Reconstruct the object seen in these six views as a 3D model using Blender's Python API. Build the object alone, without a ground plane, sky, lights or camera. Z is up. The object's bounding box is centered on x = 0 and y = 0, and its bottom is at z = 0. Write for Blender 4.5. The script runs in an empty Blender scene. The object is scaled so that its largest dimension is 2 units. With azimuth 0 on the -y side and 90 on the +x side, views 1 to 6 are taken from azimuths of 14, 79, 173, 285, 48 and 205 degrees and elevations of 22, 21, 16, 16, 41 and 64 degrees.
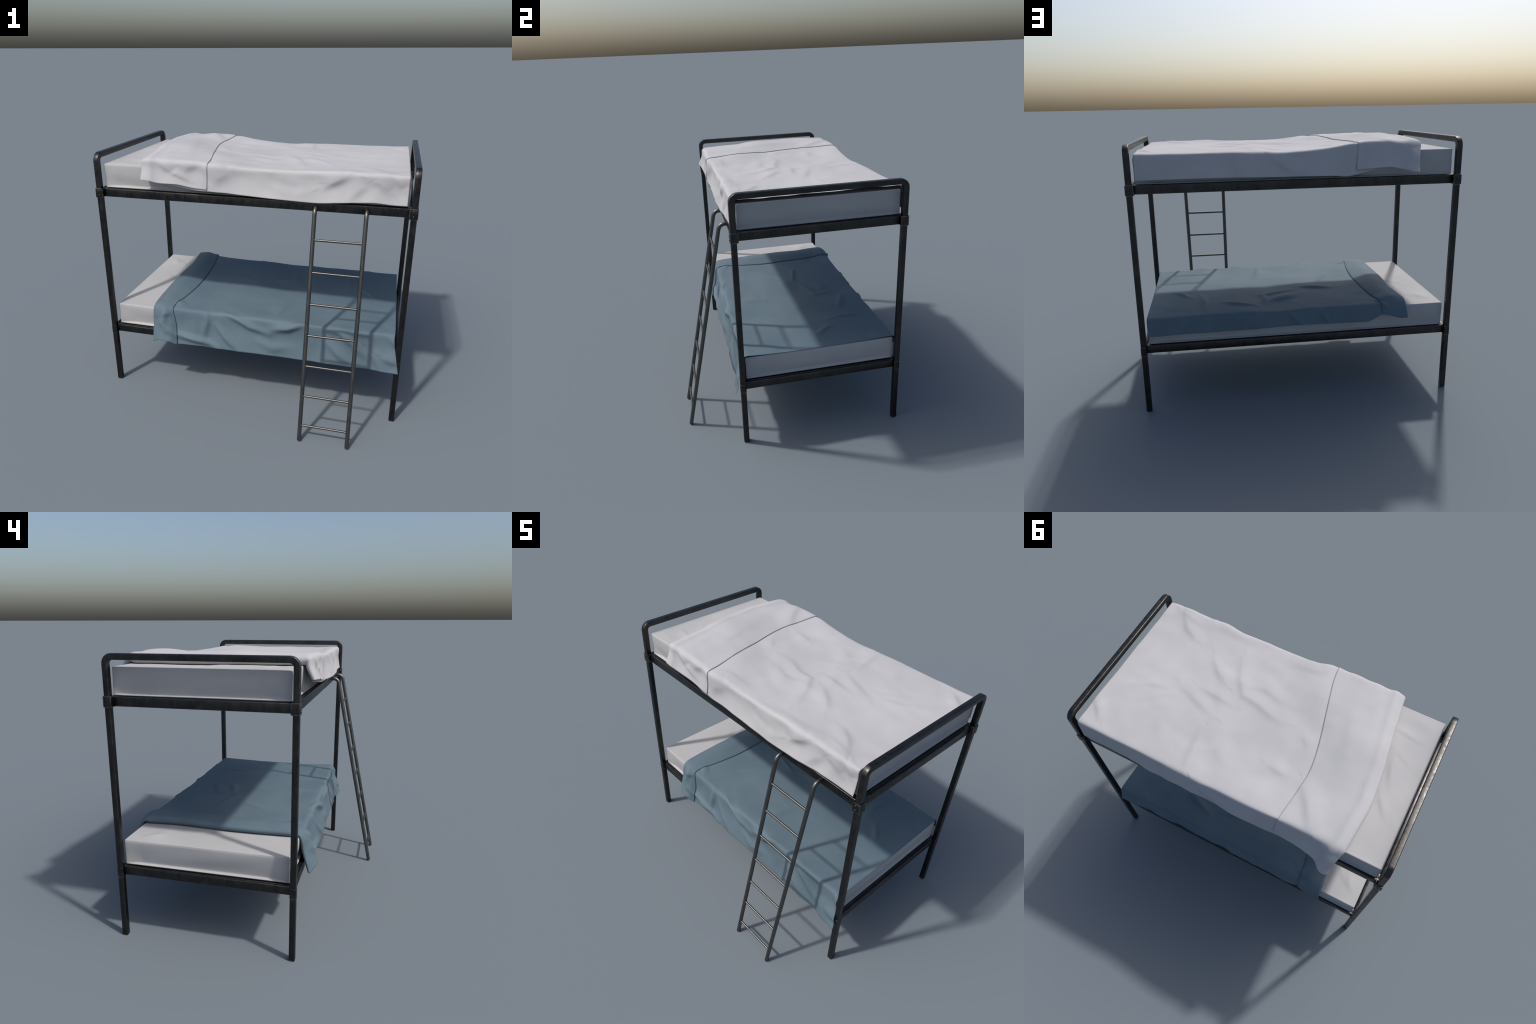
import bpy, bmesh, math, random
import numpy as np
from mathutils import Vector, Matrix

random.seed(7)
SCENE = bpy.context.scene.collection

# ------------------------------------------------------------------ helpers
def link(obj, parent):
    SCENE.objects.link(obj)
    obj.parent = parent
    return obj

def mesh_object(name, verts, faces, mat, parent, smooth=True, sharp=None):
    me = bpy.data.meshes.new(name)
    me.from_pydata([tuple(v) for v in verts], [], [tuple(f) for f in faces])
    me.materials.append(mat)
    me.update()
    if smooth:
        me.shade_smooth()
        if sharp is not None:
            me.set_sharp_from_angle(angle=math.radians(sharp))
    return link(bpy.data.objects.new(name, me), parent)

def repeat(src, loc, parent, scale=(1, 1, 1)):
    o = src.copy()
    o.location = loc
    o.scale = scale
    SCENE.objects.link(o)
    o.parent = parent
    return o

def box_mesh(name, size, bevel, mat, segs=2):
    """rounded box centred on its own origin"""
    bm = bmesh.new()
    bmesh.ops.create_cube(bm, size=1.0)
    bmesh.ops.scale(bm, vec=size, verts=bm.verts)
    if bevel > 0:
        bmesh.ops.bevel(bm, geom=bm.edges[:], offset=bevel, segments=segs, profile=0.5, affect='EDGES')
    me = bpy.data.meshes.new(name)
    bm.to_mesh(me)
    bm.free()
    me.materials.append(mat)
    me.shade_smooth()
    me.set_sharp_from_angle(angle=math.radians(50))
    return me

def box(name, lo, hi, bevel, mat, parent, segs=2):
    c = [(a + b) / 2 for a, b in zip(lo, hi)]
    me = box_mesh(name, [b - a for a, b in zip(lo, hi)], bevel, mat, segs)
    o = bpy.data.objects.new(name, me)
    o.location = c
    return link(o, parent)

def square_section(half, r, n=4):
    """rounded square outline in the (a, b) plane"""
    pts = []
    for k, (sx, sy) in enumerate([(1, 1), (-1, 1), (-1, -1), (1, -1)]):
        for i in range(n + 1):
            t = math.pi / 2 * (k + i / n)
            pts.append((sx * (half - r) + r * math.cos(t), sy * (half - r) + r * math.sin(t)))
    return pts

def circle_section(r, n=20):
    return [(r * math.cos(2 * math.pi * i / n), r * math.sin(2 * math.pi * i / n)) for i in range(n)]

def sweep(path, section, side, cap_round=0.0):
    """sweep a closed section along a planar path; `side` is the constant normal of that plane"""
    path = [Vector(p) for p in path]
    side = Vector(side).normalized()
    verts, faces, n = [], [], len(section)
    rings = []
    for i, p in enumerate(path):
        t = (path[min(i + 1, len(path) - 1)] - path[max(i - 1, 0)]).normalized()
        u = t.cross(side).normalized()
        k = 1.0
        if 0 < i < len(path) - 1:
            a = (path[i] - path[i - 1]).normalized()
            k = 1 / max(0.6, a.dot(t))
        rings.append((p, u, k, t))
    stations = []
    if cap_round:
        p, u, k, t = rings[0]
        stations += [(p - t * 0.0, u, k, 1 - cap_round)]
        stations += [(p + t * cap_round * 0.008, u, k, 1.0)]
    else:
        stations.append((rings[0][0], rings[0][1], 1, 1))
    for p, u, k, t in rings[1:-1]:
        stations.append((p, u, k, 1.0))
    p, u, k, t = rings[-1]
    if cap_round:
        stations += [(p - t * cap_round * 0.008, u, k, 1.0), (p, u, k, 1 - cap_round)]
    else:
        stations.append((p, u, 1, 1))
    for p, u, k, s in stations:
        for a, b in section:
            verts.append(p + u * (a * s * k) + side * (b * s))
    for i in range(len(stations) - 1):
        for j in range(n):
            a, b = i * n + j, i * n + (j + 1) % n
            faces.append((a, b, b + n, a + n))
    faces.append(tuple(range(n - 1, -1, -1)))
    m = (len(stations) - 1) * n
    faces.append(tuple(range(m, m + n)))
    return verts, faces

def arc(c, r, a0, a1, n, plane):
    out = []
    for i in range(n + 1):
        t = math.radians(a0 + (a1 - a0) * i / n)
        out.append(plane(c[0] + r * math.cos(t), c[1] + r * math.sin(t)))
    return out

# ---------------------------------------------------------------- materials
def new_mat(name):
    m = bpy.data.materials.new(name)
    m.use_nodes = True
    nt = m.node_tree
    nt.nodes.clear()
    out = nt.nodes.new('ShaderNodeOutputMaterial')
    bs = nt.nodes.new('ShaderNodeBsdfPrincipled')
    nt.links.new(bs.outputs[0], out.inputs[0])
    return m, nt, bs

def noise(nt, scale, detail=4, rough=0.55, stretch=(1, 1, 1)):
    tc = nt.nodes.new('ShaderNodeTexCoord')
    mp = nt.nodes.new('ShaderNodeMapping')
    mp.inputs['Scale'].default_value = stretch
    n = nt.nodes.new('ShaderNodeTexNoise')
    n.inputs['Scale'].default_value = scale
    n.inputs['Detail'].default_value = detail
    n.inputs['Roughness'].default_value = rough
    nt.links.new(tc.outputs['Object'], mp.inputs[0])
    nt.links.new(mp.outputs[0], n.inputs['Vector'])
    return n.outputs['Fac']

def ramp(nt, fac, stops):
    r = nt.nodes.new('ShaderNodeValToRGB')
    e = r.color_ramp.elements
    while len(e) < len(stops):
        e.new(0.5)
    for el, (p, c) in zip(e, stops):
        el.position = p
        el.color = (*c, 1) if not isinstance(c, float) else (c, c, c, 1)
    nt.links.new(fac, r.inputs[0])
    return r.outputs[0]

def mix(nt, fac, a, b, mode='MIX'):
    m = nt.nodes.new('ShaderNodeMix')
    m.data_type = 'RGBA'
    m.blend_type = mode
    for sock, v in ((m.inputs[0], fac), (m.inputs[6], a), (m.inputs[7], b)):
        if hasattr(v, 'links'):
            nt.links.new(v, sock)
        elif isinstance(v, (int, float)):
            sock.default_value = v
        else:
            sock.default_value = (*v, 1)
    return m.outputs[2]

def bump(nt, bs, height, strength, dist):
    b = nt.nodes.new('ShaderNodeBump')
    b.inputs['Strength'].default_value = strength
    b.inputs['Distance'].default_value = dist
    nt.links.new(height, b.inputs['Height'])
    nt.links.new(b.outputs[0], bs.inputs['Normal'])
    return b

def metal(name, dark, light, edge, rough, metallic=0.55, edge_amount=0.95):
    m, nt, bs = new_mat(name)
    big = noise(nt, 9, 5, 0.62)
    fine = noise(nt, 55, 4, 0.65, (1, 1, 0.35))
    base = ramp(nt, big, [(0.35, dark), (0.7, light)])
    base = mix(nt, 0.35, base, ramp(nt, fine, [(0.38, dark), (0.68, light)]))
    # paler tint along the edges: compare the rounded normal with the true one
    bev = nt.nodes.new('ShaderNodeBevel')
    bev.samples = 6
    bev.inputs['Radius'].default_value = 0.006
    geo = nt.nodes.new('ShaderNodeNewGeometry')
    dot = nt.nodes.new('ShaderNodeVectorMath')
    dot.operation = 'DOT_PRODUCT'
    nt.links.new(bev.outputs[0], dot.inputs[0])
    nt.links.new(geo.outputs['Normal'], dot.inputs[1])
    edge_mask = ramp(nt, dot.outputs['Value'], [(0.84, 1.0), (0.997, 0.0)])
    scr = ramp(nt, noise(nt, 30, 5, 0.7), [(0.32, 0.0), (0.58, 1.0)])
    amt = mix(nt, 1.0, edge_mask, scr, 'MULTIPLY')
    sc = nt.nodes.new('ShaderNodeMath')
    sc.operation = 'MULTIPLY'
    sc.inputs[1].default_value = edge_amount
    nt.links.new(amt, sc.inputs[0])
    col = mix(nt, sc.outputs[0], base, edge)
    nt.links.new(col, bs.inputs['Base Color'])
    bs.inputs['Metallic'].default_value = metallic
    rr = ramp(nt, fine, [(0.34, rough - 0.09), (0.68, rough + 0.13)])
    nt.links.new(rr, bs.inputs['Roughness'])
    bump(nt, bs, noise(nt, 140, 4, 0.7), 0.22, 0.002)
    return m

def fabric(name, lo, hi, stain, rough=0.9, sheen=0.15, weave=420):
    m, nt, bs = new_mat(name)
    a = noise(nt, 3.2, 4, 0.55)
    b = noise(nt, 11, 3, 0.5)
    base = ramp(nt, a, [(0.3, lo), (0.72, hi)])
    base = mix(nt, ramp(nt, b, [(0.5, 0.0), (0.85, 0.35)]), base, stain)
    nt.links.new(base, bs.inputs['Base Color'])
    bs.inputs['Roughness'].default_value = rough
    bs.inputs['Specular IOR Level'].default_value = 0.25
    bs.inputs['Sheen Weight'].default_value = sheen
    bs.inputs['Sheen Roughness'].default_value = 0.6
    bump(nt, bs, noise(nt, weave, 2, 0.5), 0.10, 0.001)
    return m

FRAME = metal('black_steel', (0.034, 0.034, 0.035), (0.072, 0.070, 0.068), (0.46, 0.44, 0.41), 0.36, 1.0)
LADDER = metal('grey_steel', (0.115, 0.112, 0.108), (0.15, 0.147, 0.142), (0.24, 0.23, 0.22), 0.40, 1.0, 0.4)
RUNG = metal('bare_steel', (0.105, 0.102, 0.098), (0.145, 0.140, 0.134), (0.18, 0.17, 0.16), 0.40, 1.0, 0.3)
BOLT = metal('bolt_steel', (0.075, 0.074, 0.072), (0.12, 0.117, 0.113), (0.25, 0.24, 0.22), 0.32, 1.0, 0.5)
SHEET = fabric('white_blanket_cloth', (0.375, 0.376, 0.392), (0.420, 0.420, 0.434), (0.350, 0.354, 0.372), 0.95, 0.0)
MATTRESS = fabric('mattress_cover', (0.360, 0.360, 0.368), (0.400, 0.400, 0.406), (0.335, 0.335, 0.345), 0.95, 0.0)
BLUE = fabric('blue_blanket_cloth', (0.083, 0.125, 0.158), (0.107, 0.151, 0.183), (0.095, 0.133, 0.143), 0.75, 0.0)

# --------------------------------------------------------------------- root
bed = bpy.data.objects.new('bunk_bed', None)
SCENE.objects.link(bed)
bed["label"] = "black steel bunk bed with ladder, white and blue blankets"
bed["category"] = "bunk bed"

# -------------------------------------------------------------------- frame
PX, YF, YB = 0.980, -0.387, 0.637            # post axes
HALF, RND = 0.0172, 0.0052                   # square tube
COLLAR_LO, COLLAR_HI = 0.385, 0.4445
BR_LO, BR_HI = 1.3845, 1.446
POST_TOP = 1.40
sec = square_section(HALF, RND)

v, f = sweep([(0, 0, 0), (0, 0, 0.4), (0, 0, 0.9), (0, 0, POST_TOP)], sec, (0, 1, 0), 0.12)
leg = mesh_object('leg', v, f, FRAME, bed, True, 40)
leg.location = (-PX, YF, 0)
for x, y in ((PX, YF), (PX, YB), (-PX, YB)):
    repeat(leg, (x, y, 0), bed)

# inverted-U tube at each end of the top bunk
TOPZ, R = 1.653, 0.038
P = lambda y, z: (0, y, z)
path = [P(YF, POST_TOP + 0.001), P(YF, 1.5)] + arc((YF + R, TOPZ - R), R, 180, 90, 10, P) \
    + [P(0.0, TOPZ), P(0.25, TOPZ)] + arc((YB - R, TOPZ - R), R, 90, 0, 10, P) + [P(YB, 1.5), P(YB, POST_TOP + 0.001)]
v, f = sweep(path, sec, (1, 0, 0))
hoop = mesh_object('end_hoop', v, f, FRAME, bed, True, 40)
hoop.location = (-PX, 0, 0)
repeat(hoop, (PX, 0, 0), bed)

# thin sleeves where the lower deck meets the posts
sl = square_section(HALF + 0.0014, RND + 0.001)
zc = (COLLAR_LO + COLLAR_HI) / 2
v, f = sweep([(0, 0, COLLAR_LO - zc), (0, 0, 0), (0, 0, COLLAR_HI - zc)], sl, (0, 1, 0), 0.03)
collar = mesh_object('collar', v, f, FRAME, bed, True, 35)
collar.location = (-PX, YF, zc)
for x, y in ((PX, YF), (PX, YB), (-PX, YB)):
    repeat(collar, (x, y, zc), bed)

# corner brackets: a clamp of folded plate round each post, with bolts
def bracket_mesh():
    """U-shaped clamp, outer corner at (+,+) side; origin on the post axis"""
    o, i, t = 0.0215, 0.0265, 0.0034
    h = (BR_HI - BR_LO) / 2
    bm = bmesh.new()
    def plate(lo, hi, bev=0.0012):
        b = bmesh.new()
        bmesh.ops.create_cube(b, size=1.0)
        for w in b.verts:
            w.co = Vector([(l + g) / 2 + c * (g - l) for l, g, c in zip(lo, hi, w.co)])
        bmesh.ops.bevel(b, geom=b.edges[:], offset=bev, segments=2, profile=0.5, affect='EDGES')
        me = bpy.data.meshes.new('tmp')
        b.to_mesh(me)
        b.free()
        bm.from_mesh(me)
        bpy.data.meshes.remove(me)
    plate((-i, o - t, -h), (o, o, h))                    # face along y (front / back)
    plate((o - t, -i, -h + 0.0005), (o - 0.0002, o - t * 0.7, h - 0.0005))      # outer end face
    plate((-i, -HALF - 0.005, -h + 0.001), (-i + t, o - t * 0.8, h - 0.001))    # inner cheek by the side rail
    plate((-HALF - 0.005, -i + 0.0003, -h + 0.0015), (o - t * 0.8, -i + t, h - 0.0015))
    # filler block between cheek and post
    plate((-HALF - 0.0065, -HALF - 0.0065, -h + 0.006), (HALF + 0.001, HALF + 0.001, h - 0.006), 0.001)
    me = bpy.data.meshes.new('corner_bracket')
    bm.to_mesh(me)
    bm.free()
    me.materials.append(FRAME)
    me.shade_smooth()
    me.set_sharp_from_angle(angle=math.radians(40))
    return me

def bolt_mesh():
    bm = bmesh.new()
    bmesh.ops.create_uvsphere(bm, u_segments=16, v_segments=10, radius=1.0)
    for w in list(bm.verts):
        w.co = Vector((w.co.x * 0.0052, w.co.y * 0.0042, w.co.z * 0.0052))
    me = bpy.data.meshes.new('bolt')
    bm.to_mesh(me)
    bm.free()
    me.materials.append(BOLT)
    me.shade_smooth()
    return me

bme, bolt_me = bracket_mesh(), bolt_mesh()
zb = (BR_LO + BR_HI) / 2
first = True
for sx in (-1, 1):
    for sy, y in ((-1, YF), (1, YB)):
        br = bpy.data.objects.new('corner_bracket', bme)
        br.location = (sx * PX * 0.9995, y, zb)
        br.scale = (sx, sy, 1)
        link(br, bed)
        for dz in (0.0165, -0.0135):
            b = bpy.data.objects.new('bolt', bolt_me)
            b.location = (-0.004, 0.0213, dz)
            link(b, br)
            b = bpy.data.objects.new('bolt', bolt_me)
            b.location = (-0.0263, 0.0085, dz)
            b.rotation_euler = (0, 0, math.pi / 2)
            link(b, br)

# rails of both decks
RT = 0.0185
for z0, z1 in ((1.390, 1.4425), (0.398, 0.449)):
    xe = PX - HALF + 0.002
    box('side_rail', (-xe, YF - 0.002, z0), (xe, YF - 0.002 + RT, z1), 0.0028, FRAME, bed, 2)
    box('side_rail', (-xe, YB + 0.001 - RT, z0), (xe, YB + 0.001, z1), 0.0028, FRAME, bed, 2)
    for s in (-1, 1):
        a, b = sorted((s * (PX + 0.001), s * (PX + 0.001 - RT)))
        box('end_rail', (a, YF + HALF - 0.002, z0 + 0.0006), (b, YB - HALF + 0.002, z1 - 0.0006), 0.0028, FRAME, bed, 2)
    # ledge inside the rails that carries the mattress
    g, w, t = 0.0012, 0.030, 0.0016
    xi = PX + 0.001 - RT
    box('support_ledge', (-xi, YF - 0.002 + RT + g, z0 + 0.004), (xi, YF + RT + w, z1 - t), 0.0025, FRAME, bed, 2)
    box('support_ledge', (-xi, YB - RT - w, z0 + 0.004), (xi, YB + 0.001 - RT - g, z1 - t), 0.0025, FRAME, bed, 2)
    for s in (-1, 1):
        a, b = sorted((s * (xi - g), s * (xi - w)))
        box('support_ledge', (a, YF + RT + w + 0.001, z0 + 0.004), (b, YB - RT - w - 0.001, z1 - t), 0.0025, FRAME, bed, 2)
    # flat cross slats under the mattress
    slat = None
    for i in range(9):
        x = -0.84 + 0.21 * i
        if slat is None:
            slat = box('slat', (x - 0.02, YF + RT - 0.004, z0 + 0.032), (x + 0.02, YB - RT + 0.003, z0 + 0.038), 0.001, FRAME, bed, 1)
        else:
            repeat(slat, (x, slat.location.y, slat.location.z), bed)

# ------------------------------------------------------------------- ladder
LX = (0.4255, 0.720)
LR, LBEND = 0.0128, 0.040
SL = 0.2093                                   # lean: y per metre of height
z_top = 1.4185
foot_y = -0.7335
th = math.atan(SL)
# straight part up to the bend, then an arc into the side rail
zc_ = z_top - LBEND
cy = foot_y + SL * (zc_ + LBEND * math.sin(th)) + LBEND * math.cos(th)
path = [(0, foot_y + SL * 0.0026, 0.0026), (0, foot_y + SL * 0.6, 0.6)]
a0, a1 = 180 - math.degrees(th), 90
for i in range(13):
    t = math.radians(a0 + (a1 - a0) * i / 12)
    path.append((0, cy + LBEND * math.cos(t), zc_ + LBEND * math.sin(t)))
path.append((0, YF + 0.004, z_top))
v, f = sweep(path, circle_section(LR, 22), (1, 0, 0), 0.16)
n0 = len(v)
verts = [Vector((p.x + LX[0], p.y, p.z)) for p in v] + [Vector((p.x + LX[1], p.y, p.z)) for p in v]
faces = list(f) + [tuple(i + n0 for i in q) for q in f]
ladder = mesh_object('ladder', verts, faces, LADDER, bed, True, 40)
v, f = sweep([(-0.149, 0, 0), (0.0, 0, 0), (0.149, 0, 0)], circle_section(0.0073, 14), (0, 1, 0))
rung = None
for i in range(7):
    z = 0.1028 + 0.1896 * i
    loc = ((LX[0] + LX[1]) / 2, foot_y + SL * z, z)
    if rung is None:
        rung = mesh_object('rung', v, f, RUNG, ladder, True, 40)
        rung.location = loc
    else:
        repeat(rung, loc, ladder)

# ---------------------------------------------------------------- mattresses
def pchip(xs, ys, q):
    """monotone cubic through (xs, ys); xs ascending"""
    xs, ys, q = np.asarray(xs, float), np.asarray(ys, float), np.asarray(q, float)
    h = np.diff(xs)
    d = np.diff(ys) / h
    m = np.zeros_like(ys)
    m[0], m[-1] = d[0], d[-1]
    for k in range(1, len(xs) - 1):
        if d[k - 1] * d[k] > 0:
            w1, w2 = 2 * h[k] + h[k - 1], h[k] + 2 * h[k - 1]
            m[k] = (w1 + w2) / (w1 / d[k - 1] + w2 / d[k])
    i = np.clip(np.searchsorted(xs, q, side='right') - 1, 0, len(xs) - 2)
    t = np.clip((q - xs[i]) / h[i], -0.3, 1.3)
    return ((1 + 2 * t) * (1 - t) ** 2 * ys[i] + t * (1 - t) ** 2 * h[i] * m[i]
            + t * t * (3 - 2 * t) * ys[i + 1] + t * t * (t - 1) * h[i] * m[i + 1])

def blur(a, sigma, axis):
    """gaussian smoothing with the ends held in place"""
    r = max(1, int(3 * sigma))
    k = np.exp(-0.5 * (np.arange(-r, r + 1) / sigma) ** 2)
    k /= k.sum()
    a = np.moveaxis(a, axis, 0)
    lo = 2 * a[:1] - a[r:0:-1]
    hi = 2 * a[-1:] - a[-2:-r - 2:-1]
    p = np.concatenate([lo, a, hi])
    out = sum(k[j] * p[j:j + len(a)] for j in range(2 * r + 1))
    return np.moveaxis(out, 0, axis)

def rand_field(shape, sigma, seed):
    pad = [int(4 * s) for s in sigma]
    g = np.random.default_rng(seed).standard_normal((shape[0] + 2 * pad[0], shape[1] + 2 * pad[1]))
    for ax, s in enumerate(sigma):
        g = blur(g, s, ax)
    g = g[pad[0]:pad[0] + shape[0], pad[1]:pad[1] + shape[1]]
    return g / (np.abs(g).max() + 1e-9)

def mattress(name, x1, y0, y1, z0, z1, seed, creases, mat, parent):
    """box of foam: sides a little hollow, piping bead along the bottom, soft top edge"""
    h = z1 - z0
    # (outward offset, height) profile from the bottom up
    prof = [(-0.010, 0.0), (-0.002, 0.0008), (0.0, 0.0035), (-0.0004, 0.0062), (-0.0070, 0.0084), (-0.0150, 0.0115), (-0.0158, 0.0150), (-0.0150, 0.022),
            (-0.0134, 0.032), (-0.0112, 0.044), (-0.0086, 0.058), (-0.0058, 0.074), (-0.0032, 0.092), (-0.0014, 0.110), (-0.0003, 0.126), (0.0, h * 0.90), (-0.0003, h - 0.0085),
            (-0.0012, h - 0.0070), (-0.0008, h - 0.0040), (-0.0030, h - 0.0010), (-0.0070, h + 0.0002), (-0.0110, h - 0.0006)]
    rc = 0.006                                   # corner rounding in plan
    nx, ny = 150, 84
    def outline(off):
        pts = []
        X, Y0, Y1 = x1 + off, y0 - off, y1 + off
        cs = [((X - rc, Y1 - rc), 0), ((-X + rc, Y1 - rc), 90), ((-X + rc, Y0 + rc), 180), ((X - rc, Y0 + rc), 270)]
        for k, ((cx, cy_), a) in enumerate(cs):
            for i in range(5):
                t = math.radians(a + 22.5 * i)
                pts.append((cx + rc * math.cos(t), cy_ + rc * math.sin(t)))
            nxt = cs[(k + 1) % 4]
            t = math.radians(nxt[1])
            e = (nxt[0][0] + rc * math.cos(t), nxt[0][1] + rc * math.sin(t))
            s = pts[-1]
            n = nx if k % 2 == 0 else ny
            for i in range(1, n):
                pts.append((s[0] + (e[0] - s[0]) * i / n, s[1] + (e[1] - s[1]) * i / n))
        return pts
    rng = np.random.default_rng(seed)
    ph = rng.uniform(0, 6.28, 8)
    verts, faces = [], []
    m = len(outline(0))
    for off, z in prof:
        for (x, y), (xo, yo) in zip(outline(off), outline(0.0)):
            ex, ey = x1 - abs(xo), min(yo - y0, y1 - yo)
            k = min(1.0, max(ex, ey) / 0.09)           # hollow fades out towards the upright edges
            if off < -0.0002 and 0.005 < z < h * 0.9:
                x, y = xo + (x - xo) * k, yo + (y - yo) * k
            w = 0.0026 * math.sin(5.1 * x + ph[0]) * math.sin(7 * y + ph[1]) + 0.0018 * math.sin(11 * x + ph[2] + 9 * y + 30 * z)
            amt = math.sin(math.pi * min(1, max(0, z / h)))
            nrm = Vector((x / x1, (y - (y0 + y1) / 2) / ((y1 - y0) / 2), 0))
            if abs(nrm.x) > abs(nrm.y):
                d = Vector((math.copysign(1, nrm.x), 0, 0))
            else:
                d = Vector((0, math.copysign(1, nrm.y), 0))
            verts.append(Vector((x, y, z0 + z)) + d * w * amt)
    for r in range(len(prof) - 1):
        for j in range(m):
            a, b = r * m + j, r * m + (j + 1) % m
            faces.append((a, b, b + m, a + m))
    # top: concentric rings to the middle with gentle dents
    fld = rand_field((60, 40), (2.2, 2.2), seed)
    base = (len(prof) - 1) * m
    ring = [v.copy() for v in verts[base:base + m]]
    cy0 = (y0 + y1) / 2
    K = 60
    last = base
    for k in range(1, K + 1):
        s = 1 - k / K
        start = len(verts)
        for p in ring:
            # shrink towards the middle line so quads stay even
            x = p.x * s + (1 - s) * (p.x * 0.5)
            y = cy0 + (p.y - cy0) * s
            i = min(59, max(0, (x / x1 * 0.5 + 0.5) * 59))
            j = min(39, max(0, (y - y0) / (y1 - y0) * 39))
            i0, j0 = int(min(58, i)), int(min(38, j))
            fi, fj = i - i0, j - j0
            d = (fld[i0, j0] * (1 - fi) * (1 - fj) + fld[i0 + 1, j0] * fi * (1 - fj)
                 + fld[i0, j0 + 1] * (1 - fi) * fj + fld[i0 + 1, j0 + 1] * fi * fj)
            e = min(1, (k / K) * 5)
            c = 0.0
            for (ax, ay), (bx, by), amp, wd in creases:      # slack folds of the cover
                L = math.hypot(bx - ax, by - ay)
                ux, uy = (bx - ax) / L, (by - ay) / L
                nx_, ny_ = (uy, -ux) if uy * 0.42 - ux * 0.9 > 0 else (-uy, ux)
                t_ = min(L, max(0, (x - ax) * ux + (y - ay) * uy))
                px, py = x - ax - t_ * ux, y - ay - t_ * uy
                q = math.hypot(px, py)
                if q < 6 * wd:
                    w_ = 2.4 * wd if px * nx_ + py * ny_ < 0 else wd
                    c += amp * math.exp(-0.5 * (q / w_) ** 2) * math.sin(math.pi * (0.15 + 0.7 * t_ / L))
            verts.append(Vector((x, y, z0 + h - 0.0006 + (0.0042 * d + c) * e)))
        for j in range(m):
            a, b = last + j, last + (j + 1) % m
            c, d2 = start + (j + 1) % m, start + j
            faces.append((a, b, c, d2))
        last = start
    faces.append(tuple(range(m - 1, -1, -1)))
    return mesh_object(name, verts, faces, mat, parent, True, 60)

FOLDS_TOP = [((-0.690, -0.20), (-0.865, -0.17), 0.0035, 0.009), ((-0.736, -0.08), (-0.790, 0.112), 0.0045, 0.016),
             ((-0.766, 0.036), (-0.795, 0.16), 0.0040, 0.010), ((-0.780, 0.24), (-0.840, 0.34), 0.0055, 0.011),
             ((-0.895, 0.35), (-0.945, 0.40), 0.0050, 0.011), ((-0.75, -0.065), (-0.855, -0.005), 0.0030, 0.012),
             ((-0.92, 0.10), (-0.86, 0.26), 0.0030, 0.014), ((-0.90, -0.28), (-0.80, -0.30), 0.0025, 0.009)]
FOLDS_LOW = [((-0.823, 0.429), (-0.877, 0.511), 0.0042, 0.012), ((-0.88, 0.52), (-0.77, 0.435), 0.0035, 0.014),
             ((-0.80, 0.30), (-0.74, 0.46), 0.0035, 0.013), ((-0.72, 0.10), (-0.82, 0.22), 0.0025, 0.014)]
MX, MY0, MY1 = 0.949, -0.3605, 0.622
mattress('mattress', MX, MY0, MY1, 1.4435, 1.5975, 3, FOLDS_TOP, MATTRESS, bed)
mattress('mattress', MX, MY0, MY1, 0.4500, 0.6045, 8, FOLDS_LOW, MATTRESS, bed)

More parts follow.
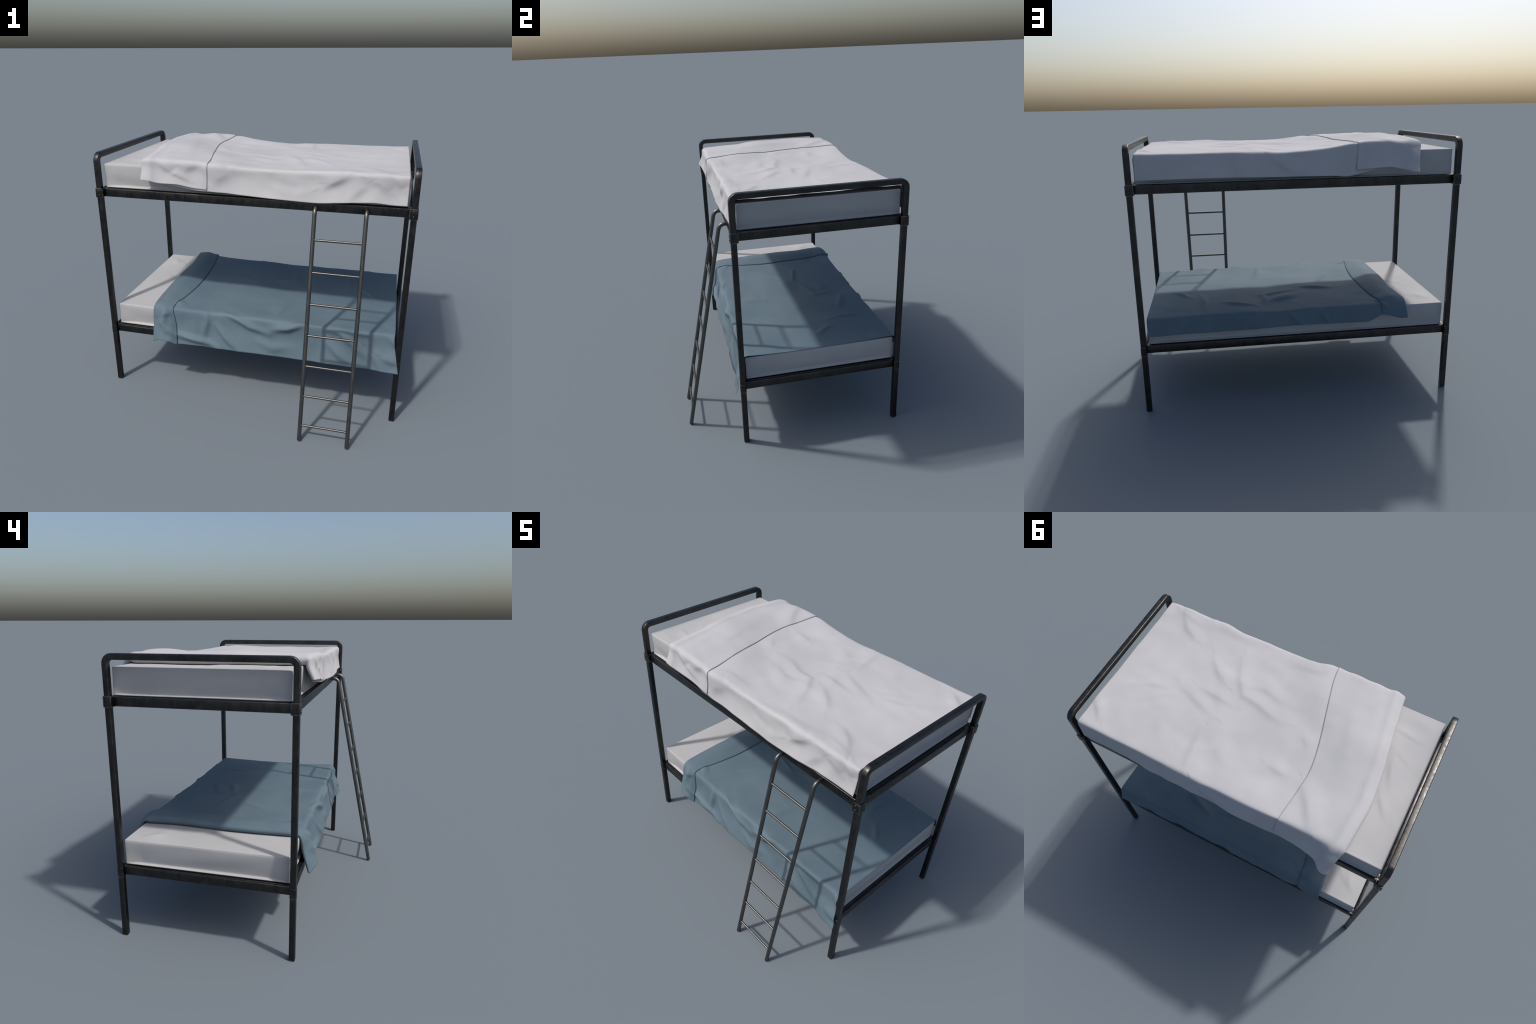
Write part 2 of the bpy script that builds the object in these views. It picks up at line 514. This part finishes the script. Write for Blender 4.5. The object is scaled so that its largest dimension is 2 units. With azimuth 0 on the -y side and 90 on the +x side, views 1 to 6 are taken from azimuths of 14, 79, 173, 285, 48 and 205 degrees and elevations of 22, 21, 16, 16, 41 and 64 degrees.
# ------------------------------------------------------------------ blankets
# Each blanket is one sheet lying over the mattress; near the pillow end it rolls over and the
# turned-back flap runs to the "seam".  Rows of the table: x of the section, then
#  front hem y z | front shoulder y z | top z at y = -0.2, 0.1, 0.4 | back shoulder y z | back hem y z
def blanket(name, rows, xr, fold, seam, under, top_limit, roll_side, creases, noise_amp, seed, mat, parent, step=0.0055):
    rows = sorted(rows)
    xs = [r[0] for r in rows]
    cols = list(zip(*rows))[1:]
    nF, nT, nB = [int(round(L / step)) for L in under['lengths']]
    V = nF + nT + nB + 1
    vf, vb = nF, nF + nT

    def vparam(table):
        """table of (where, value): 'f' + fraction down the front, y on the top, 'b' + fraction down the back"""
        pos, val = [], []
        for (k, a), b in table:
            if k == 'f':
                p = vf * (1 - a)
            elif k == 't':
                p = vf + nT * (a + 0.385) / 1.015
            else:
                p = vb + nB * a
            pos.append(p)
            val.append(b)
        o = np.argsort(pos)
        g = pchip(np.array(pos)[o], np.array(val)[o], np.arange(V))
        return blur(g[:, None], 4, 0)[:, 0]
    x_fold, x_seam, x_right = vparam(fold), vparam(seam), vparam(xr)

    def sections(X, lower):
        """X: (U, V) array of x; returns points (U, V, 3) of the draped surface"""
        g = [pchip(xs, c, X) for c in cols]
        fhy, fhz, fsy, fsz, t1, t2, t3, bsy, bsz, bhy, bhz = g
        if lower is not None:                       # hem heights of the layer below the flap
            fhz = fhz + pchip(lower['x'], lower['front'], X)
            bhz = bhz + pchip(lower['x'], lower['back'], X)
        out = np.zeros(X.shape + (3,))
        out[..., 0] = X
        j = np.arange(V)[None, :] * np.ones_like(X)
        front, back = j <= vf, j >= vb
        a = np.clip(1 - j / vf, 0, 1)               # 0 shoulder .. 1 hem
        b = np.clip((j - vb) / nB, 0, 1)
        t = np.clip((j - vf) / nT, 0, 1)
        ytop = fsy + (bsy - fsy) * t
        # smooth top curve through the five heights
        kn = np.stack([fsy, np.full_like(X, -0.2), np.full_like(X, 0.1), np.full_like(X, 0.4), bsy], -1)
        kz = np.stack([fsz, t1, t2, t3, bsz], -1)
        ztop = np.zeros_like(X)
        for i in range(X.shape[0]):
            # the knots vary slowly along a section: take the local mean knots
            ztop[i] = pchip(kn[i].mean(0), kz[i].mean(0), ytop[i])
        out[..., 1] = np.where(front, fsy + (fhy - fsy) * (0.45 * a + 0.55 * a * a) + under['tuck'] * np.sin(np.pi * a ** 0.8), np.where(back, bsy + (bhy - bsy) * (0.7 * b + 0.3 * b * b), ytop))
        out[..., 2] = np.where(front, fsz + (fhz - fsz) * a, np.where(back, bsz + (bhz - bsz) * b, ztop))
        tight, soft = blur(out, under['tight'], 1), blur(out, under['soft'], 1)
        m = np.clip((x_seam[None] + 0.04 - X) / 0.10, 0, 1)[..., None]     # rounder towards the roll
        return tight * (1 - m) + soft * m

    lin = np.linspace
    n1, n2, n3 = int(1.2 / step / 1.05), int(0.34 / step / 1.1), 14
    if under.get('short'):
        n1, n2 = int(1.45 / step / 1.05), int(0.17 / step)
    A1 = lin(0, 1, n1)[:, None] * (x_seam - x_right)[None] + x_right[None]
    A2 = lin(0, 1, n2 + 1)[1:, None] * (x_fold - x_seam)[None] + x_seam[None]
    main = sections(np.concatenate([A1, A2]), under)
    flap = sections(A2[::-1], None)
    both = [blur(main, 1.5, 0), blur(flap, 1.5, 0)]
    main, flap = both

    def normals(Pn):
        du = np.gradient(Pn, axis=0)
        dv = np.gradient(Pn, axis=1)
        n = np.cross(du, dv)
        n /= np.linalg.norm(n, axis=-1, keepdims=True) + 1e-12
        sgn = np.sign(n[..., vf + nT // 2, 2].mean())
        return n * sgn
    Nm, Nf = normals(main), normals(flap)

    # unfolded width coordinate for the creases
    wj = np.arange(V)
    wv = np.where(wj <= vf, -0.385 - (vf - wj) / nF * under['lengths'][0],
                  np.where(wj >= vb, 0.63 + (wj - vb) / nB * under['lengths'][2], -0.385 + 1.015 * (wj - vf) / nT))

    def relief(Pn, sd):
        X = Pn[..., 0]
        Wd = np.broadcast_to(wv[None], X.shape)
        d = np.zeros_like(X)
        for kind, pts, amp, width in creases:
            q = []
            for a, b in pts:
                if kind == 'f':
                    b = -0.385 - (under['zs'] - b)
                elif kind == 'b':
                    b = 0.63 + (under['zs'] - b)
                q.append((a, b))
            q = np.array(q)
            seg = np.linalg.norm(np.diff(q, axis=0), axis=1)
            tot, acc = seg.sum(), 0.0
            bd, bt = np.full_like(X, 9.0), np.zeros_like(X)
            bs = np.zeros_like(X)
            for a, b, L in zip(q[:-1], q[1:], seg):
                e = (b - a) / L
                s = np.clip((X - a[0]) * e[0] + (Wd - a[1]) * e[1], 0, L)
                dx, dw = X - a[0] - s * e[0], Wd - a[1] - s * e[1]
                dist = np.hypot(dx, dw)
                nrm = np.array([e[1], -e[0]])
                lee = {'t': (0.42, 0.9), 'f': (0.30, -0.81), 'b': (0.30, 0.81)}[kind]
                if nrm @ np.array(lee) < 0:
                    nrm = -nrm
                side = dx * nrm[0] + dw * nrm[1]
                m = dist < bd
                bd = np.where(m, dist, bd)
                bt = np.where(m, (acc + s) / tot, bt)
                bs = np.where(m, np.sign(side), bs)
                acc += L
            taper = np.sin(np.pi * np.clip(0.12 + 0.76 * bt, 0, 1)) ** 1.2
            if amp > 0:                              # soft ridge
                prof = np.exp(-0.5 * (bd / width) ** 2)
            else:                                    # slack fold: gentle rise, steep lee side
                sd_ = bd * bs
                prof = np.where(sd_ < 0, np.exp(-0.5 * (sd_ / (2.6 * width)) ** 2), np.exp(-0.5 * (sd_ / (1.15 * width)) ** 2))
            d += abs(amp) * taper * prof
        sh = X.shape
        def field(sig, k):
            # random relief on a fixed 8 mm grid over the unfolded cloth, read bilinearly
            g = rand_field((270, 220), sig, k)
            i = np.clip((X + 1.05) / 0.008, 0, 268.99)
            j = np.clip((Wd + 0.80) / 0.008, 0, 218.99)
            a, b = i.astype(int), j.astype(int)
            fa, fb = i - a, j - b
            return (g[a, b] * (1 - fa) * (1 - fb) + g[a + 1, b] * fa * (1 - fb)
                    + g[a, b + 1] * (1 - fa) * fb + g[a + 1, b + 1] * fa * fb)
        d += noise_amp[0] * field((10, 8), sd) + noise_amp[1] * field((4.5, 3.5), sd + 1)
        # folds that run down the hanging sides
        hang = np.clip(np.where(wv < -0.385, (-0.385 - wv) / 0.12, (wv - 0.63) / 0.12), 0, 1)
        d += noise_amp[2] * hang[None] * field((4.5, 9), sd + 2)
        # puffed roll at the fold and the dip along the seam
        pr, pw, sdip, sw = under['puff']
        d += pr * np.exp(-((X - x_fold[None] - 1.1 * pw) / pw) ** 2)
        d -= sdip * np.exp(-np.abs(X - x_seam[None]) / sw)
        return d
    main = main + Nm * relief(main, seed)[..., None]
    flap = flap + Nf * relief(flap, seed)[..., None]

    # ---- lower layer dives under the flap
    j = np.arange(V)
    ontop = np.clip(np.minimum((j - vf + 4) / 8, (vb + 4 - j) / 8), 0, 1)
    edge_z = flap[0, :, 2]
    g1 = ontop * np.clip(edge_z - top_limit - 0.002, 0.012, 0.08) + (1 - ontop) * roll_side
    g1 = blur(g1[:, None], 4, 0)[:, 0]
    # the flap edge lies tighter in some places than in others
    g0 = under['gap'] * (0.86 + 0.42 * rand_field((V, 3), (5, 1), seed + 9)[:, 1])[None]
    off = np.zeros(main.shape[:2])
    k = np.arange(n1)
    dist = (A1 - x_seam[None])
    off[:n1] = g0 * np.exp(-np.clip(dist, 0, 9) / 0.022)
    t = lin(0, 1, n2 + 1)[1:, None]
    sm = t * t * (3 - 2 * t)
    off[n1:] = g0 + (g1[None] - g0) * sm
    main = main - Nm * off[..., None]
    # ---- roll at the pillow end
    phi = lin(-90, 90, n3 + 2)[1:-1]
    roll = []
    lo_pt, hi_pt = main[-1], flap[0]
    bulge = np.clip(g1 * 0.62, 0.008, 0.026) * (1.25 - 0.25 * ontop)
    for p in phi:
        p = math.radians(p)
        q = lo_pt + (hi_pt - lo_pt) * (0.5 + 0.5 * math.sin(p))
        q = q + np.stack([-bulge * math.cos(p), 0 * bulge, 0 * bulge], -1)
        roll.append(q)
    S = np.concatenate([main, np.array(roll), flap])
    # keep clear of the mattress
    inside = (S[..., 1] > MY0 + 0.004) & (S[..., 1] < MY1 - 0.004) & (S[..., 0] > -MX)
    S[..., 2] = np.where(inside & (S[..., 2] < top_limit + 0.0035) & (S[..., 2] > top_limit - 0.05), top_limit + 0.0035, S[..., 2])
    low = S[..., 2] < top_limit - 0.004
    S[..., 1] = np.where(low & (S[..., 1] < 0) & (S[..., 1] > MY0 - 0.005), MY0 - 0.005, S[..., 1])
    S[..., 1] = np.where(low & (S[..., 1] > 0) & (S[..., 1] < MY1 + 0.005), MY1 + 0.005, S[..., 1])
    U = S.shape[0]
    verts = S.reshape(-1, 3)
    idx = np.arange(U * V).reshape(U, V)
    faces = np.stack([idx[:-1, :-1], idx[:-1, 1:], idx[1:, 1:], idx[1:, :-1]], -1).reshape(-1, 4)
    o = mesh_object(name, verts.tolist(), faces.tolist(), mat, parent, True)
    nz = o.data.polygons[int((vf + nT // 2) + 5 * (V - 1))].normal.z
    md = o.modifiers.new('thickness', 'SOLIDIFY')
    md.thickness = 0.0018
    md.offset = -1 if nz > 0 else 1
    return o

# -- white blanket of the top bunk
white_rows = [
    #  x     fhem y   z       fsh y   z      t(-.2) t(.1) t(.4)   bsh y  z       bhem y  z
    (0.96, -0.396, 1.457, -0.383, 1.624, 1.620, 1.619, 1.620, 0.637, 1.616, 0.645, 1.468),
    (0.88, -0.397, 1.457, -0.383, 1.624, 1.620, 1.619, 1.620, 0.638, 1.617, 0.648, 1.470),
    (0.76, -0.399, 1.464, -0.383, 1.623, 1.618, 1.617, 1.619, 0.639, 1.618, 0.652, 1.471),
    (0.57, -0.402, 1.452, -0.382, 1.621, 1.615, 1.615, 1.618, 0.640, 1.618, 0.658, 1.472),
    (0.42, -0.404, 1.443, -0.378, 1.619, 1.614, 1.614, 1.616, 0.640, 1.617, 0.662, 1.472),
    (0.20, -0.406, 1.450, -0.384, 1.618, 1.614, 1.615, 1.609, 0.638, 1.607, 0.662, 1.467),
    (0.03, -0.408, 1.459, -0.386, 1.618, 1.615, 1.617, 1.612, 0.638, 1.611, 0.662, 1.466),
    (-0.10, -0.410, 1.468, -0.390, 1.619, 1.624, 1.623, 1.618, 0.640, 1.620, 0.676, 1.466),
    (-0.23, -0.413, 1.482, -0.412, 1.634, 1.648, 1.629, 1.628, 0.643, 1.638, 0.672, 1.480),
    (-0.32, -0.415, 1.488, -0.402, 1.643, 1.655, 1.638, 1.640, 0.645, 1.655, 0.668, 1.491),
    (-0.44, -0.420, 1.506, -0.400, 1.642, 1.653, 1.655, 1.657, 0.645, 1.661, 0.676, 1.500),
    (-0.54, -0.425, 1.508, -0.398, 1.643, 1.652, 1.666, 1.663, 0.645, 1.659, 0.692, 1.508),
    (-0.61, -0.430, 1.518, -0.401, 1.647, 1.651, 1.661, 1.665, 0.645, 1.648, 0.702, 1.494),
    (-0.67, -0.437, 1.526, -0.400, 1.646, 1.647, 1.656, 1.662, 0.645, 1.652, 0.748, 1.480),
    (-0.76, -0.440, 1.530, -0.398, 1.636, 1.640, 1.648, 1.653, 0.645, 1.652, 0.755, 1.478),
]
white_xr = [(('f', 1.0), 0.938), (('f', 0.0), 0.940), (('t', 0.1), 0.942), (('b', 0.0), 0.941), (('b', 1.0), 0.942)]
white_fold = [(('f', 1.0), -0.640), (('f', 0.4), -0.642), (('t', -0.385), -0.644), (('t', -0.25), -0.662), (('t', -0.03), -0.692),
              (('t', 0.13), -0.718), (('t', 0.27), -0.732), (('t', 0.36), -0.737), (('t', 0.48), -0.727), (('t', 0.62), -0.715),
              (('b', 0.5), -0.690), (('b', 1.0), -0.672)]
white_seam = [(('f', 1.0), -0.231), (('f', 0.5), -0.229), (('t', -0.385), -0.226), (('t', -0.29), -0.236), (('t', -0.146), -0.272),
              (('t', 0.034), -0.321), (('t', 0.224), -0.364), (('t', 0.318), -0.375), (('t', 0.443), -0.366), (('t', 0.6), -0.350),
              (('b', 0.3), -0.345), (('b', 1.0), -0.336)]
white_under = {'lengths': (0.165, 1.015, 0.160), 'zs': 1.620, 'gap': 0.0024, 'tuck': 0.009, 'soft': 3.8, 'tight': 3.0, 'puff': (0.0075, 0.028, 0.0012, 0.02),
               'x': [-0.9, -0.6, -0.5, -0.42, -0.30, -0.20, -0.10, 1.0],
               'front': [0.03, 0.012, -0.004, -0.012, -0.012, -0.008, 0.0, 0.0],
               'back': [0.02, 0.015, 0.006, -0.012, -0.030, -0.012, 0.0, 0.0]}
white_creases = [
    ('t', [(0.811, -0.333), (0.733, -0.245), (0.64, -0.192)], -0.0078, 0.0150),
    ('t', [(0.849, -0.348), (0.662, -0.306)], -0.0055, 0.0137),
    ('t', [(0.785, 0.254), (0.708, 0.208), (0.609, 0.181)], -0.0055, 0.0137),
    ('t', [(0.697, 0.32), (0.617, 0.237), (0.534, 0.187)], -0.0044, 0.0163),
    ('t', [(0.552, 0.13), (0.42, 0.172), (0.271, 0.232)], -0.0078, 0.0178),
    ('t', [(0.464, 0.083), (0.34, 0.099), (0.201, 0.116)], -0.0072, 0.0150),
    ('t', [(0.482, -0.142), (0.397, -0.058), (0.305, 0.009)], -0.0082, 0.0163),
    ('t', [(0.319, -0.219), (0.254, -0.071), (0.183, 0.026), (0.084, 0.036), (-0.025, 0.074), (-0.114, 0.085)], -0.0094, 0.0163),
    ('t', [(0.275, 0.34), (0.271, 0.403), (0.256, 0.497), (0.241, 0.60)], -0.0097, 0.0178),
    ('t', [(0.937, 0.447), (0.872, 0.512), (0.83, 0.558)], -0.0063, 0.0123),
    ('t', [(0.637, -0.343), (0.46, -0.352), (0.27, -0.345)], -0.0055, 0.0192),
    ('t', [(0.618, 0.358), (0.55, 0.272)], -0.0039, 0.0163),
    ('t', [(0.19, -0.042), (0.094, -0.073), (-0.044, -0.035)], -0.0055, 0.0150),
    ('t', [(-0.152, 0.361), (-0.272, 0.377)], -0.0059, 0.0137),
    ('t', [(-0.385, 0.386), (-0.459, 0.474), (-0.539, 0.61)], -0.0106, 0.0192),
    ('t', [(-0.538, -0.328), (-0.606, -0.09), (-0.665, 0.195)], -0.0078, 0.0355),
    ('t', [(-0.411, -0.28), (-0.534, 0.176), (-0.561, 0.353)], -0.0035, 0.0273),
    ('t', [(-0.255, 0.12), (-0.32, 0.18)], -0.0039, 0.0137),
    ('t', [(0.013, -0.316), (-0.143, -0.314), (-0.215, -0.342)], -0.0055, 0.0150),
    ('t', [(0.05, 0.45), (0.16, 0.40), (0.25, 0.46)], -0.0047, 0.0218),
    ('t', [(0.33, 0.02), (0.24, 0.20), (0.23, 0.33)], -0.0063, 0.0246),
    ('f', [(-0.54, 1.615), (-0.50, 1.575), (-0.47, 1.545)], -0.0118, 0.0164),
    ('f', [(-0.457, 1.537), (-0.346, 1.496)], -0.0078, 0.0101),
    ('f', [(-0.30, 1.625), (-0.36, 1.59), (-0.40, 1.555)], -0.0094, 0.0188),
    ('f', [(-0.10, 1.60), (-0.181, 1.551), (-0.21, 1.51)], -0.0110, 0.0251),
    ('f', [(0.590, 1.606), (0.529, 1.578), (0.455, 1.540)], -0.0157, 0.0164),
    ('f', [(0.73, 1.590), (0.787, 1.576), (0.835, 1.53)], -0.0102, 0.0176),
    ('f', [(0.868, 1.622), (0.905, 1.548)], -0.0097, 0.0138),
    ('f', [(0.70, 1.560), (0.64, 1.512), (0.59, 1.470)], -0.0102, 0.0200),
    ('f', [(0.18, 1.590), (0.282, 1.566), (0.40, 1.563)], -0.0086, 0.0226),
    ('f', [(0.45, 1.52), (0.30, 1.50), (0.15, 1.52)], 0.0078, 0.0251),
    ('b', [(0.17, 1.60), (0.077, 1.523), (0.003, 1.485)], -0.0125, 0.0150),
    ('b', [(0.36, 1.56), (0.363, 1.465)], -0.0078, 0.0125),
    ('b', [(0.886, 1.56), (0.892, 1.470)], -0.0063, 0.0113),
    ('b', [(-0.665, 1.573), (-0.695, 1.498)], -0.0078, 0.0125),
]
blanket('white_blanket', white_rows, white_xr, white_fold, white_seam, white_under, 1.5975, 0.034,
        white_creases, (0.0064, 0.0028, 0.0085), 11, SHEET, bed)

# -- blue blanket of the bottom bunk
blue_rows = [
    (1.00, -0.440, 0.384, -0.372, 0.620, 0.609, 0.608, 0.610, 0.636, 0.621, 0.663, 0.517),
    (0.90, -0.425, 0.379, -0.376, 0.626, 0.611, 0.609, 0.612, 0.636, 0.622, 0.663, 0.517),
    (0.75, -0.410, 0.376, -0.380, 0.622, 0.613, 0.611, 0.615, 0.636, 0.623, 0.658, 0.518),
    (0.58, -0.409, 0.376, -0.380, 0.619, 0.614, 0.612, 0.617, 0.636, 0.622, 0.652, 0.517),
    (0.36, -0.410, 0.377, -0.382, 0.626, 0.614, 0.612, 0.616, 0.634, 0.619, 0.648, 0.516),
    (0.18, -0.412, 0.378, -0.384, 0.630, 0.617, 0.613, 0.611, 0.634, 0.613, 0.648, 0.520),
    (-0.05, -0.419, 0.381, -0.384, 0.628, 0.620, 0.617, 0.618, 0.636, 0.621, 0.650, 0.525),
    (-0.28, -0.410, 0.375, -0.380, 0.627, 0.622, 0.619, 0.621, 0.638, 0.625, 0.655, 0.521),
    (-0.44, -0.420, 0.376, -0.379, 0.625, 0.628, 0.622, 0.625, 0.638, 0.627, 0.659, 0.519),
    (-0.50, -0.440, 0.382, -0.380, 0.628, 0.636, 0.632, 0.636, 0.640, 0.636, 0.660, 0.545),
    (-0.54, -0.455, 0.408, -0.383, 0.633, 0.641, 0.638, 0.645, 0.641, 0.648, 0.661, 0.562),
    (-0.60, -0.452, 0.412, -0.386, 0.640, 0.645, 0.644, 0.655, 0.642, 0.662, 0.664, 0.550),
    (-0.65, -0.428, 0.384, -0.387, 0.641, 0.644, 0.644, 0.657, 0.643, 0.660, 0.666, 0.535),
    (-0.72, -0.402, 0.360, -0.386, 0.636, 0.640, 0.640, 0.652, 0.643, 0.650, 0.668, 0.532),
]
blue_xr = [(('f', 1.0), 0.986), (('f', 0.75), 0.976), (('f', 0.45), 0.960), (('f', 0.15), 0.945), (('t', -0.385), 0.950), (('t', -0.2), 0.952), (('t', 0.1), 0.952),
           (('b', 0.0), 0.950), (('b', 1.0), 0.946)]
blue_fold = [(('f', 1.0), -0.656), (('f', 0.5), -0.658), (('t', -0.385), -0.660), (('t', -0.3), -0.655), (('t', -0.11), -0.664), (('t', 0.14), -0.664),
             (('t', 0.25), -0.655), (('t', 0.36), -0.646), (('t', 0.49), -0.658), (('t', 0.62), -0.674), (('b', 0.5), -0.682), (('b', 1.0), -0.688)]
blue_seam = [(('f', 1.0), -0.482), (('f', 0.7), -0.490), (('f', 0.4), -0.500), (('f', 0.1), -0.528), (('t', -0.385), -0.532), (('t', -0.303), -0.523),
             (('t', -0.2), -0.498), (('t', 0.0), -0.480), (('t', 0.17), -0.480), (('t', 0.4), -0.496), (('t', 0.56), -0.520), (('b', 0.2), -0.530), (('b', 1.0), -0.530)]
blue_under = {'lengths': (0.250, 1.015, 0.105), 'zs': 0.625, 'gap': 0.0024, 'short': True, 'tuck': 0.005, 'soft': 9.0, 'tight': 4.2, 'puff': (0.0060, 0.055, 0.0075, 0.022),
              'x': [-0.9, -0.6, -0.5, -0.3, 1.0], 'front': [0.012, 0.008, 0.002, 0.0, 0.0], 'back': [0.012, 0.008, 0.002, 0.0, 0.0]}
blue_creases = [
    ('t', [(-0.32, -0.091), (-0.225, 0.097)], 0.0069, 0.0146),
    ('t', [(-0.305, 0.238), (-0.068, 0.18), (0.031, 0.19)], -0.0097, 0.0195),
    ('t', [(-0.005, 0.345), (0.173, 0.406)], -0.0081, 0.0159),
    ('t', [(0.163, -0.317), (0.225, -0.104)], 0.0103, 0.0171),
    ('t', [(-0.282, 0.249), (-0.064, 0.195)], 0.0080, 0.0122),
    ('t', [(-0.056, 0.22), (0.201, 0.302), (0.192, 0.48)], 0.0114, 0.0171),
    ('t', [(-0.014, 0.364), (0.199, 0.434)], -0.0101, 0.0159),
    ('t', [(0.257, 0.493), (0.37, 0.45), (0.477, 0.402)], 0.0109, 0.0171),
    ('t', [(0.618, 0.235), (0.594, 0.386), (0.599, 0.522)], 0.0096, 0.0146),
    ('t', [(0.796, 0.144), (0.706, 0.262)], 0.0124, 0.0146),
    ('t', [(0.156, -0.26), (0.198, -0.117)], -0.0060, 0.0171),
    ('t', [(-0.344, -0.117), (-0.21, 0.091)], -0.0050, 0.0146),
    ('t', [(-0.53, -0.33), (-0.50, -0.27)], -0.0121, 0.0146),
    ('t', [(-0.56, 0.58), (-0.50, 0.55)], -0.0121, 0.0146),
    ('f', [(-0.16, 0.640), (-0.06, 0.600), (0.012, 0.562), (0.15, 0.522)], 0.0194, 0.0168),
    ('f', [(-0.55, 0.450), (-0.398, 0.424), (-0.26, 0.405), (-0.20, 0.380)], 0.0251, 0.0157),
    ('f', [(-0.29, 0.632), (-0.285, 0.556), (-0.308, 0.440)], 0.0159, 0.0168),
    ('f', [(-0.215, 0.54), (-0.144, 0.458), (-0.06, 0.380)], 0.0181, 0.0157),
    ('f', [(0.16, 0.552), (0.26, 0.575), (0.36, 0.620)], 0.0159, 0.0190),
    ('f', [(0.20, 0.575), (0.278, 0.584), (0.378, 0.632)], 0.0114, 0.0168),
    ('f', [(-0.61, 0.560), (-0.545, 0.594)], -0.0151, 0.0146),
    ('f', [(-0.585, 0.575), (-0.598, 0.495), (-0.566, 0.441)], 0.0148, 0.0157),
    ('f', [(0.528, 0.612), (0.615, 0.607), (0.675, 0.515)], -0.0141, 0.0157),
    ('f', [(0.52, 0.540), (0.60, 0.46), (0.68, 0.385)], 0.0159, 0.0179),
    ('f', [(0.62, 0.605), (0.71, 0.52), (0.79, 0.440)], 0.0155, 0.0157),
    ('f', [(0.80, 0.50), (0.834, 0.464), (0.89, 0.370)], -0.0151, 0.0157),
    ('f', [(0.88, 0.470), (0.94, 0.450), (1.0, 0.440)], -0.0161, 0.0146),
    ('f', [(0.93, 0.600), (0.985, 0.520)], 0.0136, 0.0134),
    ('f', [(0.05, 0.47), (0.18, 0.43), (0.30, 0.45)], 0.0124, 0.0224),
    ('b', [(0.303, 0.52), (0.277, 0.645)], 0.0103, 0.0112),
    ('b', [(0.056, 0.612), (-0.013, 0.515)], 0.0114, 0.0123),
    ('b', [(-0.13, 0.624), (-0.186, 0.518)], 0.0136, 0.0123),
    ('b', [(-0.535, 0.62), (-0.56, 0.58)], 0.0136, 0.0112),
    ('b', [(0.735, 0.632), (0.742, 0.515)], 0.0091, 0.0112),
]
blanket('blue_blanket', blue_rows, blue_xr, blue_fold, blue_seam, blue_under, 0.6045, 0.020,
        blue_creases, (0.0066, 0.0026, 0.0105), 23, BLUE, bed)
